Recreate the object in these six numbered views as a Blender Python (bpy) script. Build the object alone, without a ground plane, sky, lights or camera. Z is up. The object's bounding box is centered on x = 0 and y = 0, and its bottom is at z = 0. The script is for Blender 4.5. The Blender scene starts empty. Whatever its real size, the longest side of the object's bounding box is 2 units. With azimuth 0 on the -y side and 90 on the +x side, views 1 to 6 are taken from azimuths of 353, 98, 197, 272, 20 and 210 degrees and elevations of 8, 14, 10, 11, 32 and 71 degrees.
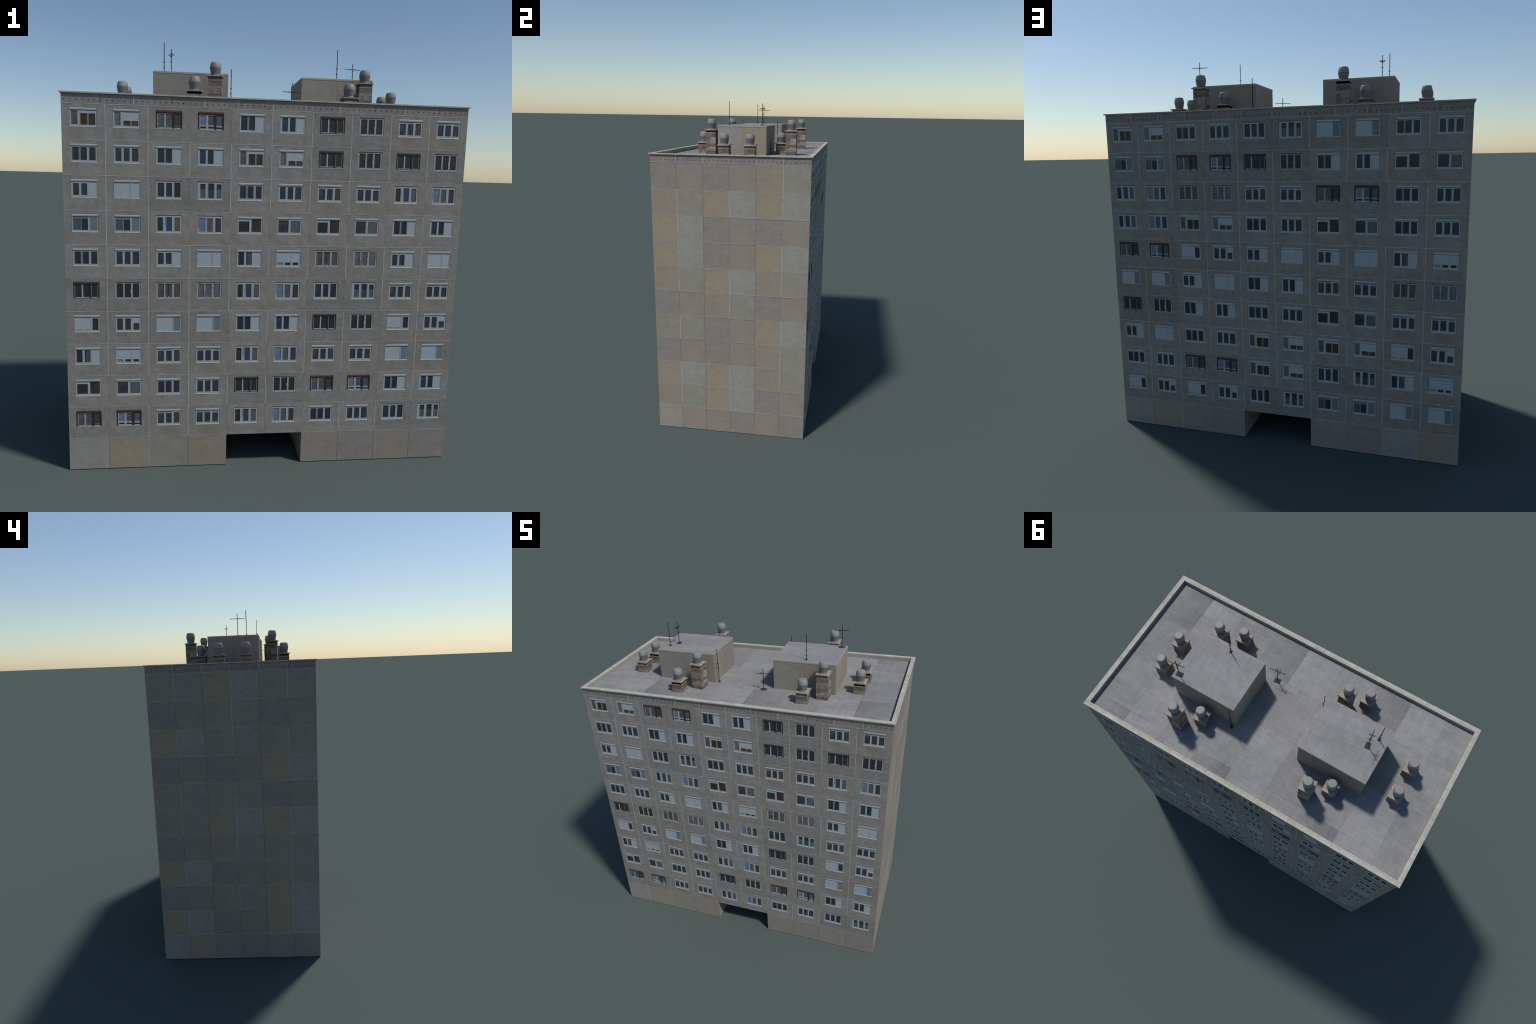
"""Prefabricated concrete apartment block: ten storeys of facade panels with
windows, blind gable ends, a passage through the plinth, and a flat roof with
two penthouses, twelve chimneys with ventilators and seven aerials."""
import bpy, bmesh, math, random
from mathutils import Vector, Matrix

random.seed(7)
SCN = bpy.context.scene.collection

# ------------------------------------------------------------------ sizes (m)
HX, HY = 0.9035, 0.4537          # half length, half depth of the wall faces
BAY = 0.1807                     # facade bay
Z0 = 0.1505                      # top of the plinth storey
ROW = 0.15045                    # storey height
NROW = 10
ZF = Z0 + ROW * NROW             # 1.655 bottom of the frieze
ZC = 1.6972                      # bottom of the coping
ZT = 1.703                       # top of the coping
ZR = 1.6785                      # roof level
CX, CY = 0.9112, 0.4598          # outer edge of the coping
IX, IY = 0.8870, 0.4340          # inner edge of the coping
GW = 2 * HY / 6                  # gable panel width
PEN_Z = 1.8550                   # penthouse top
TH = 0.006                       # panel thickness

# --------------------------------------------------------------- colour tools
# F: how bright a white surface shows on that side of the building, so that a
# colour read under this sun and sky gives the surface's own base colour.
F = {'front': (0.462, 0.507, 0.554), 'side': (0.667, 0.707, 0.749),
     'top': (0.940, 0.972, 1.050)}

def lin(c):
    c /= 255.0
    return c / 12.92 if c <= 0.04045 else ((c + 0.055) / 1.055) ** 2.4

def own(face, r, g, b):
    f = F[face]
    return tuple(min(0.9, lin(v) / k) for v, k in zip((r, g, b), f))

# ------------------------------------------------------------------ materials
MATS = {}

class Nodes:
    def __init__(self, name):
        self.m = bpy.data.materials.new(name)
        self.m.use_nodes = True
        self.t = self.m.node_tree
        self.b = self.t.nodes['Principled BSDF']
        MATS[name] = self.m

    def new(self, kind, **kw):
        n = self.t.nodes.new(kind)
        for k, v in kw.items():
            setattr(n, k, v)
        return n

    def link(self, a, b):
        self.t.links.new(a, b)

    def coord(self, scale=(1, 1, 1), shift=(0, 0, 0)):
        tc = self.new('ShaderNodeTexCoord')
        mp = self.new('ShaderNodeMapping')
        mp.inputs['Scale'].default_value = scale
        mp.inputs['Location'].default_value = shift
        self.link(tc.outputs['Object'], mp.inputs['Vector'])
        return mp.outputs['Vector']

    def noise(self, vec, scale, detail=3.0, rough=0.55, distort=0.0):
        n = self.new('ShaderNodeTexNoise')
        n.inputs['Scale'].default_value = scale
        n.inputs['Detail'].default_value = detail
        n.inputs['Roughness'].default_value = rough
        n.inputs['Distortion'].default_value = distort
        self.link(vec, n.inputs['Vector'])
        return n.outputs['Fac']

    def ramp(self, fac, lo, hi, a=0.0, b=1.0):
        r = self.new('ShaderNodeMapRange')
        r.inputs['From Min'].default_value = lo
        r.inputs['From Max'].default_value = hi
        r.inputs['To Min'].default_value = a
        r.inputs['To Max'].default_value = b
        self.link(fac, r.inputs['Value'])
        return r.outputs['Result']

    def math(self, op, a, b):
        n = self.new('ShaderNodeMath', operation=op)
        for i, v in enumerate((a, b)):
            if isinstance(v, (int, float)):
                n.inputs[i].default_value = v
            else:
                self.link(v, n.inputs[i])
        return n.outputs[0]

    def mix(self, fac, a, b, mode='MIX'):
        n = self.new('ShaderNodeMix', data_type='RGBA', blend_type=mode)
        if isinstance(fac, (int, float)):
            n.inputs['Factor'].default_value = fac
        else:
            self.link(fac, n.inputs['Factor'])
        for key, v in (('A', a), ('B', b)):
            s = [i for i in n.inputs if i.name == key and i.type == 'RGBA'][0]
            if isinstance(v, tuple):
                s.default_value = (*v[:3], 1)
            else:
                self.link(v, s)
        return [o for o in n.outputs if o.type == 'RGBA'][0]

    def scale_color(self, col, fac):
        """col * fac, fac being a value socket"""
        c = self.new('ShaderNodeCombineColor')
        for k in ('Red', 'Green', 'Blue'):
            self.link(fac, c.inputs[k])
        return self.mix(1.0, col, c.outputs['Color'], 'MULTIPLY')

    def done(self, col, rough=0.8, spec=0.2, bump=None, dist=0.0004, strength=0.3):
        if isinstance(col, tuple):
            self.b.inputs['Base Color'].default_value = (*col[:3], 1)
        else:
            self.link(col, self.b.inputs['Base Color'])
        self.b.inputs['Roughness'].default_value = rough
        self.b.inputs['Specular IOR Level'].default_value = spec
        if bump is not None:
            n = self.new('ShaderNodeBump')
            n.inputs['Distance'].default_value = dist
            n.inputs['Strength'].default_value = strength
            self.link(bump, n.inputs['Height'])
            self.link(n.outputs['Normal'], self.b.inputs['Normal'])
        return self.m

def mul(c, k):
    return tuple(min(0.95, v * k) for v in c)

def concrete(name, base, seed=0, grain=0.28, blotch=0.22, specks=0.35,
             stain=None, stain_amount=0.0, smear=0.12, stripes=0.0, focus=None):
    """Cast concrete: sandy grain, cloudy patches, brushed smears, dark pits."""
    n = Nodes(name)
    sh = (seed * 1.37 + 0.3, seed * 0.71, seed * 2.13 + 0.1)
    v = n.coord(shift=sh)
    fine = n.noise(v, 330, 4, 0.7)
    mid = n.noise(v, 60, 4, 0.6)
    big = n.noise(v, 17, 3, 0.55)
    wide = n.noise(n.coord(scale=(0.35, 0.35, 1.6), shift=sh), 42, 4, 0.6, 0.6)
    f = n.ramp(fine, 0.25, 0.75, 1 - grain / 2, 1 + grain / 2)
    f = n.math('MULTIPLY', f, n.ramp(mid, 0.25, 0.75, 1 - blotch / 2, 1 + blotch / 2))
    f = n.math('MULTIPLY', f, n.ramp(big, 0.3, 0.7, 1 - blotch / 2, 1 + blotch / 2))
    f = n.math('MULTIPLY', f, n.ramp(wide, 0.3, 0.7, 1 - smear / 2, 1 + smear / 2))
    if stripes:
        lines = n.noise(n.coord(scale=(0.15, 0.15, 1.0), shift=sh), 160, 2, 0.5)
        f = n.math('MULTIPLY', f, n.ramp(lines, 0.3, 0.7, 1 - stripes, 1 + stripes))
    if specks:
        pit = n.noise(v, 210, 2, 0.5)
        area = n.noise(v, 26, 2, 0.5)
        mask = n.math('MULTIPLY', n.ramp(pit, 0.60, 0.70), n.ramp(area, 0.42, 0.62))
        f = n.math('MULTIPLY', f, n.ramp(mask, 0, 1, 1.0, 1 - specks))
    col = n.mix(n.ramp(big, 0.35, 0.65), mul(base, 1.0),
                (base[0] * 0.965, base[1] * 1.0, base[2] * 1.045))
    if stain:
        tone = n.noise(v, 24, 9, 0.72)
        mask = n.ramp(tone, 0.36, 0.66, 0.0, stain_amount)
        if focus:                # rust-coloured bleeding round one spot of the panel
            tc = n.new('ShaderNodeTexCoord')
            d = n.new('ShaderNodeVectorMath', operation='DISTANCE')
            n.link(tc.outputs['Object'], d.inputs[0])
            d.inputs[1].default_value = focus
            mask = n.math('MULTIPLY', mask, n.ramp(d.outputs['Value'], 0.025, 0.11, 1.25, 0.15))
        col = n.mix(mask, col, stain)
    col = n.scale_color(col, f)
    return n.done(col, 0.9, 0.12, fine, 0.0006, 0.25)

def roof_concrete(name, base, seed, fade=None):
    """Roof screed: streaks along both directions; fade = darker tone that thins out
    along the slab (factor at its left edge, length)"""
    n = Nodes(name)
    sh = (0.3, 0.6, 0)
    info = n.new('ShaderNodeObjectInfo')
    tc0 = n.new('ShaderNodeTexCoord')
    whole = n.new('ShaderNodeVectorMath', operation='ADD')
    n.link(tc0.outputs['Object'], whole.inputs[0])
    n.link(info.outputs['Location'], whole.inputs[1])
    def at(scale):
        mp = n.new('ShaderNodeMapping')
        mp.inputs['Scale'].default_value = scale
        n.link(whole.outputs[0], mp.inputs['Vector'])
        return mp.outputs['Vector']
    v = at((1, 1, 1))
    f = n.ramp(n.noise(v, 300, 3, 0.6), 0.25, 0.75, 0.95, 1.05)
    f = n.math('MULTIPLY', f, n.ramp(n.noise(v, 22, 4, 0.6), 0.3, 0.7, 0.92, 1.08))
    f = n.math('MULTIPLY', f, n.ramp(n.noise(at((1, 0.12, 1)), 120, 3, 0.6), 0.3, 0.7, 0.93, 1.07))
    f = n.math('MULTIPLY', f, n.ramp(n.noise(at((0.1, 1, 1)), 75, 3, 0.6), 0.3, 0.7, 0.94, 1.06))
    f = n.math('MULTIPLY', f, n.ramp(n.noise(at((0.6, 1.6, 1)), 4.5, 4, 0.55), 0.35, 0.65, 0.90, 1.07))
    spot = n.ramp(n.noise(v, 14, 6, 0.75), 0.55, 0.72, 1.0, 0.84)
    f = n.math('MULTIPLY', f, spot)
    if fade:
        tc = n.new('ShaderNodeTexCoord')
        sp = n.new('ShaderNodeSeparateXYZ')
        n.link(tc.outputs['Object'], sp.inputs[0])
        x = n.math('ADD', sp.outputs['X'], n.ramp(n.noise(v, 25, 3), 0.3, 0.7, -.02, .02))
        f = n.math('MULTIPLY', f, n.ramp(x, 0.0, fade[1], fade[0], 1.0))
    col = n.mix(n.ramp(n.noise(v, 9, 3), 0.4, 0.6), base, (base[0] * 1.01, base[1], base[2] * .98))
    return n.done(n.scale_color(col, f), 0.9, 0.12, n.noise(v, 200, 3), 0.0006, 0.2)

def plain(name, base, rough=0.5, spec=0.3, grain=0.10, scale=90, dirt=0.0,
          dirt_col=(0.05, 0.045, 0.04)):
    n = Nodes(name)
    v = n.coord()
    f = n.ramp(n.noise(v, scale, 4, 0.6), 0.3, 0.7, 1 - grain, 1 + grain)
    col = n.scale_color(n.mix(0.0, base, base), f)
    if dirt:
        m = n.noise(n.coord(scale=(1, 1, 0.45), shift=(3, 1, 2)), 190, 3, 0.6)
        col = n.mix(n.ramp(m, 0.50, 0.64, 0, dirt), col, dirt_col)
    return n.done(col, rough, spec)

def pane(name, base, fold=0.0, pitch=420.0, second=None, cloud=0.25, rough=0.25):
    """Glass with what hangs behind it: vertical curtain folds, cloudy murk, reflections painted as tones."""
    n = Nodes(name)
    v = n.coord()
    f = n.ramp(n.noise(v, 48, 3, 0.6), 0.3, 0.7, 1 - cloud, 1 + cloud)
    if fold:
        w = n.noise(n.coord(scale=(1.0, 1.0, 0.05)), pitch, 2, 0.5)
        f = n.math('MULTIPLY', f, n.ramp(w, 0.32, 0.68, 1 - fold, 1 + fold))
    col = n.mix(0.0, base, base)
    if second:
        m = n.noise(n.coord(scale=(1.0, 1.0, 0.35), shift=(0.4, 0.2, 0.9)), 75, 2, 0.5)
        col = n.mix(n.ramp(m, 0.48, 0.68), col, second)
    return n.done(n.scale_color(col, f), rough, 0.25)

def slats(name, base):
    """Roller shutter: closed horizontal slats."""
    n = Nodes(name)
    v = n.coord()
    w = n.new('ShaderNodeTexWave', wave_type='BANDS', bands_direction='Z')
    w.inputs['Scale'].default_value = 62
    w.inputs['Distortion'].default_value = 0.0
    n.link(v, w.inputs['Vector'])
    f = n.ramp(w.outputs['Fac'], 0, 1, 0.98, 1.015)
    f = n.math('MULTIPLY', f, n.ramp(n.noise(v, 45, 3), 0.3, 0.7, 0.95, 1.05))
    return n.done(n.scale_color(n.mix(0.0, base, base), f), 0.55, 0.2,
                  w.outputs['Fac'], 0.0003, 0.15)

fr = lambda *c: own('front', *c)
sd = lambda *c: own('side', *c)
tp = lambda *c: own('top', *c)
def pn(r, g, b):
    """what is seen through a pane, dulled by the glass"""
    m = (r + g + b) / 3
    k = 0.97 if m < 45 else 0.82
    return fr(*[(m + (c - m) * 0.78) * k for c in (r, g, b)])

# facade concrete, one tone per kind of double panel
TONES = {'A': (97, 98, 98), 'B': (96, 97, 95), 'C': (99, 99, 98), 'D': (93, 94, 92),
         'E': (97, 96, 93), 'F': (99, 99, 97), 'G': (97, 97, 95), 'H': (91, 92, 91),
         'I': (95, 95, 94), 'J': (99, 99, 97), 'K': (98, 98, 96), 'L': (97, 97, 96),
         'M': (94, 94, 92), 'N': (95, 95, 93), 'O': (93, 93, 91)}
for i, (k, c) in enumerate(TONES.items()):
    concrete('facade_concrete_' + k, fr(*c), seed=i + 1, grain=0.34, blotch=0.25, specks=0.42)
concrete('frieze_concrete', fr(94, 93, 92), seed=31, grain=0.45, specks=0.5)
concrete('frieze_concrete_rough', fr(91, 90, 88), seed=32, grain=0.55, specks=0.6)
# gable and plinth concrete
concrete('gable_pink_grey', sd(115, 111, 105), seed=41, grain=0.34, specks=0.12, stripes=0.05, blotch=0.12,
         stain=sd(112, 111, 111), stain_amount=0.7)
concrete('gable_pink', sd(118, 113, 106), seed=42, grain=0.34, specks=0.10, blotch=0.10)
concrete('gable_tan', sd(119, 115, 107), seed=43, grain=0.34, specks=0.12, blotch=0.12,
         stain=sd(121, 113, 100), stain_amount=0.6)
concrete('gable_tan_grey', sd(118, 116, 109), seed=44, grain=0.34, specks=0.14, blotch=0.12)
concrete('gable_yellow', sd(122, 119, 110), seed=45, grain=0.34, specks=0.12, blotch=0.12,
         stain=sd(128, 114, 89), stain_amount=0.75, focus=(0.055, 0, 0.075))
concrete('gable_pale', sd(122, 122, 117), seed=46, grain=0.34, specks=0.28, blotch=0.12)
concrete('passage_concrete', sd(116, 115, 110), seed=47, specks=0.15)
# sealant
def sealant(name, base, dark, lo, hi):
    n = Nodes(name)
    v = n.coord()
    m = n.noise(v, 55, 3, 0.6)
    col = n.mix(n.ramp(m, lo, hi), base, dark)
    return n.done(col, 0.8, 0.1)
sealant('sealant_white', fr(127, 132, 136), fr(108, 110, 112), 0.52, 0.80)
sealant('sealant_broken', fr(121, 124, 129), fr(92, 92, 94), 0.52, 0.72)
sealant('joint_dark', sd(86, 86, 85), sd(106, 104, 99), 0.45, 0.75)
# roof
for i, k in enumerate((0.96, 0.92, 0.99, 1.06)):
    roof_concrete('roof_concrete_%d' % i, mul(tp(132, 134, 139), k), 60 + i, (0.76, 0.26) if i == 0 else None)
concrete('coping_concrete', tp(172, 172, 167), seed=70, grain=0.10, specks=0.30, blotch=0.20,
         stain=tp(160, 156, 147), stain_amount=0.8)
concrete('penthouse_edge', fr(112, 113, 105), seed=72, grain=0.15, specks=0.3, blotch=0.2)
concrete('parapet_concrete', tp(150, 148, 140), seed=71, specks=0.25)
# chimneys
concrete('stone_slab', tp(126, 120, 115), seed=80, grain=0.35, specks=0.55, blotch=0.5,
         stain=tp(156, 150, 145), stain_amount=0.9)
concrete('stone_shadow_band', fr(54, 59, 58), seed=81, blotch=0.5)  # the slab's shadow, put into the colour of the top course
concrete('stone_beige', mul(fr(110, 106, 95), 0.88), seed=82, blotch=0.5, specks=0.5,
         stain=fr(82, 77, 69), stain_amount=0.9)
concrete('stone_brown', mul(fr(74, 70, 64), 0.88), seed=83, blotch=0.6, stain=fr(92, 88, 80), stain_amount=0.8)
concrete('stone_grey', mul(fr(86, 82, 77), 0.88), seed=84, blotch=0.6, specks=0.5, stain=fr(72, 68, 63), stain_amount=0.9)
concrete('stone_pale', mul(fr(108, 108, 109), 0.88), seed=85, blotch=0.45, specks=0.4, stain=fr(86, 83, 79), stain_amount=0.9)
concrete('stone_mixed', mul(fr(92, 88, 83), 0.88), seed=86, blotch=0.7, specks=0.5, stain=fr(106, 105, 105), stain_amount=0.9)
concrete('mortar', mul(fr(76, 69, 62), 0.88), seed=87)
plain('ventilator_metal', tp(127, 129, 133), 0.55, 0.3, 0.08, 60)
plain('ventilator_seam', tp(84, 86, 90), 0.6, 0.3, 0.08, 60)
plain('ventilator_metal_shaded', tp(105, 108, 112), 0.6, 0.3, 0.08, 60)  # lower half: shade baked into a darker metal colour
plain('aerial_metal', (0.012, 0.0125, 0.013), 0.6, 0.2)
plain('aerial_foot', (0.045, 0.045, 0.043), 0.8, 0.2)
plain('black_hole', (0.015, 0.015, 0.016), 0.9, 0.0)
plain('dark_core', (0.05, 0.05, 0.05), 0.9, 0.0)
# windows
WHITE = fr(112, 121, 127)
plain('frame_white', WHITE, 0.5, 0.2, 0.05)
plain('frame_old', fr(112, 118, 122), 0.7, 0.15, 0.12, 120, 0.55, fr(80, 74, 70))
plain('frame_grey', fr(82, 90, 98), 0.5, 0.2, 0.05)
plain('frame_brown', fr(38, 33, 34), 0.6, 0.2, 0.15)
plain('frame_wood', fr(100, 84, 61), 0.6, 0.2, 0.15)
plain('sill_grey', fr(86, 94, 100), 0.5, 0.2, 0.08)
plain('sill_white', fr(117, 124, 129), 0.5, 0.2, 0.06)
plain('box_white', fr(114, 124, 129), 0.5, 0.25, 0.05)
plain('box_red', fr(56, 37, 37), 0.6, 0.2, 0.15)
plain('box_black', fr(42, 42, 46), 0.6, 0.2, 0.15)
plain('painted_shadow', fr(58, 62, 64), 0.8, 0.1, 0.08)  # shadow line put into the frame colour
plain('handle_yellow', fr(112, 108, 95), 0.6, 0.2)
slats('shutter_white', fr(113, 124, 133))
slats('shutter_grey', fr(76, 86, 96))
pane('glass_black', pn(35, 39, 43), cloud=0.15)
pane('glass_black_green', pn(34, 39, 42), 0.15, second=pn(42, 48, 47))
pane('glass_violet', pn(41, 45, 56))
pane('glass_teal', pn(44, 54, 63), 0.15)
pane('glass_navy', pn(35, 40, 54), second=pn(42, 50, 66))
pane('glass_lace', pn(40, 44, 49), 0.3, second=pn(60, 66, 72))
pane('glass_red', pn(40, 38, 39), 0.1, second=pn(54, 40, 40))
pane('glass_pale', pn(108, 119, 126), 0.05)
pane('glass_blue', pn(44, 63, 90), cloud=0.1)
pane('glass_frost', pn(68, 84, 92), cloud=0.1)
pane('glass_frost_dark', pn(54, 63, 67), cloud=0.1)
pane('curtain_grey', pn(68, 76, 83), 0.12, 300)
pane('curtain_light', pn(82, 94, 104), 0.18, 330, cloud=0.15)
pane('curtain_blue_grey', pn(68, 78, 91), 0.28, 420)
pane('curtain_sky', pn(84, 108, 136), 0.16, 360, cloud=0.12)
pane('curtain_navy', pn(41, 55, 78), 0.25, 300)
pane('curtain_dark', pn(48, 54, 62), 0.25, 420)
pane('curtain_slate', pn(62, 75, 86), 0.2, 330)
pane('curtain_brown', pn(74, 79, 84), 0.22, 360)
pane('curtain_green', pn(70, 83, 88), 0.3, 360)
pane('drape_grey', pn(70, 73, 74), 0.2, 260)
pane('drape_blue', pn(80, 88, 97), 0.18, 240)
pane('blind_brown', pn(57, 56, 57), cloud=0.1)
pane('glass_mid', pn(66, 76, 88), cloud=0.12)

# ------------------------------------------------------------- mesh utilities
class Build:
    """Collects boxes and plates, one material per face."""
    def __init__(self):
        self.v, self.f, self.mi, self.names = [], [], [], []

    def mat(self, name):
        if name not in self.names:
            self.names.append(name)
        return self.names.index(name)

    def quad(self, pts, mat):
        k = len(self.v)
        self.v += [tuple(p) for p in pts]
        self.f.append(tuple(range(k, k + len(pts))))
        self.mi.append(self.mat(mat))

    def box(self, x0, x1, y0, y1, z0, z1, mat, top=None, skip=''):
        p = lambda a, b, c: ((x0, x1)[a], (y0, y1)[b], (z0, z1)[c])
        sides = {'f': [(0, 0, 0), (1, 0, 0), (1, 0, 1), (0, 0, 1)],
                 'b': [(1, 1, 0), (0, 1, 0), (0, 1, 1), (1, 1, 1)],
                 'l': [(0, 1, 0), (0, 0, 0), (0, 0, 1), (0, 1, 1)],
                 'r': [(1, 0, 0), (1, 1, 0), (1, 1, 1), (1, 0, 1)],
                 't': [(0, 0, 1), (1, 0, 1), (1, 1, 1), (0, 1, 1)],
                 'd': [(0, 1, 0), (1, 1, 0), (1, 0, 0), (0, 0, 0)]}
        for k, q in sides.items():
            if k not in skip:
                self.quad([p(*i) for i in q], top if (k == 't' and top) else mat)

    def prism(self, outline, x0, x1, mat):
        """outline in (y, z), extruded along x"""
        n = len(outline)
        for i in range(n):
            (ya, za), (yb, zb) = outline[i], outline[(i + 1) % n]
            self.quad([(x0, ya, za), (x1, ya, za), (x1, yb, zb), (x0, yb, zb)], mat)
        self.quad([(x0, y, z) for y, z in reversed(outline)], mat)
        self.quad([(x1, y, z) for y, z in outline], mat)

    def plate(self, x0, x1, z0, z1, holes, yf, yb, mat, colours=()):
        """Plate facing -y with rectangular openings; colours: (rect, material)."""
        eps = 1e-6
        rects = list(holes) + [c[0] for c in colours]
        xs = sorted({x0, x1, *[r[i] for r in rects for i in (0, 1)]})
        zs = sorted({z0, z1, *[r[i] for r in rects for i in (2, 3)]})
        xs = [x for x in xs if x0 - eps <= x <= x1 + eps]
        zs = [z for z in zs if z0 - eps <= z <= z1 + eps]
        inside = lambda r, a, c: r[0] - eps < a < r[1] + eps and r[2] - eps < c < r[3] + eps
        def kind(i, j):
            if i < 0 or j < 0 or i >= len(xs) - 1 or j >= len(zs) - 1:
                return None
            a, c = (xs[i] + xs[i + 1]) / 2, (zs[j] + zs[j + 1]) / 2
            if any(inside(r, a, c) for r in holes):
                return None
            for r, m in colours:
                if inside(r, a, c):
                    return m
            return mat
        for i in range(len(xs) - 1):
            for j in range(len(zs) - 1):
                m = kind(i, j)
                if not m:
                    continue
                a, b, c, d = xs[i], xs[i + 1], zs[j], zs[j + 1]
                self.quad([(a, yf, c), (b, yf, c), (b, yf, d), (a, yf, d)], m)
                if not kind(i - 1, j):
                    self.quad([(a, yb, c), (a, yf, c), (a, yf, d), (a, yb, d)], m)
                if not kind(i + 1, j):
                    self.quad([(b, yf, c), (b, yb, c), (b, yb, d), (b, yf, d)], m)
                if not kind(i, j - 1):
                    self.quad([(a, yb, c), (b, yb, c), (b, yf, c), (a, yf, c)], m)
                if not kind(i, j + 1):
                    self.quad([(a, yf, d), (b, yf, d), (b, yb, d), (a, yb, d)], m)

    def mesh(self, name, bevel=0.0, smooth=False):
        me = bpy.data.meshes.new(name)
        me.from_pydata(self.v, [], self.f)
        for n in self.names:
            me.materials.append(MATS[n])
        for p, i in zip(me.polygons, self.mi):
            p.material_index = i
        bm = bmesh.new()
        bm.from_mesh(me)
        bmesh.ops.remove_doubles(bm, verts=bm.verts, dist=1e-6)
        if bevel:
            edges = [e for e in bm.edges if len(e.link_faces) == 2 and e.calc_face_angle(0) > 0.5]
            bmesh.ops.bevel(bm, geom=edges, offset=bevel, segments=1, affect='EDGES')
        bm.to_mesh(me)
        bm.free()
        if smooth:
            for p in me.polygons:
                p.use_smooth = True
        me.update()
        return me

def put(name, me, parent, loc=(0, 0, 0), turn=0.0):
    ob = bpy.data.objects.new(name, me)
    ob.location = loc
    ob.rotation_euler = (0, 0, turn)
    ob.parent = parent
    SCN.objects.link(ob)
    return ob

root = bpy.data.objects.new('apartment_building', None)
root.empty_display_size = 0.2
root['label'] = 'tall grey prefabricated concrete apartment block with flat roof'
root['category'] = 'building'
SCN.objects.link(root)

# --------------------------------------------------------------- window kinds
# Everything is in window units: u from left to right, v from top down.
WW, WH = 0.1115, 0.0795
WX0 = 0.0340                     # left edge of the window inside its bay
WZ1 = ROW - 0.0175               # top edge above the storey line

def bars(*pairs, v=(0.15, 0.88)):
    return [(a, b, v[0], v[1], m) for a, b, m in pairs]

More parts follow.
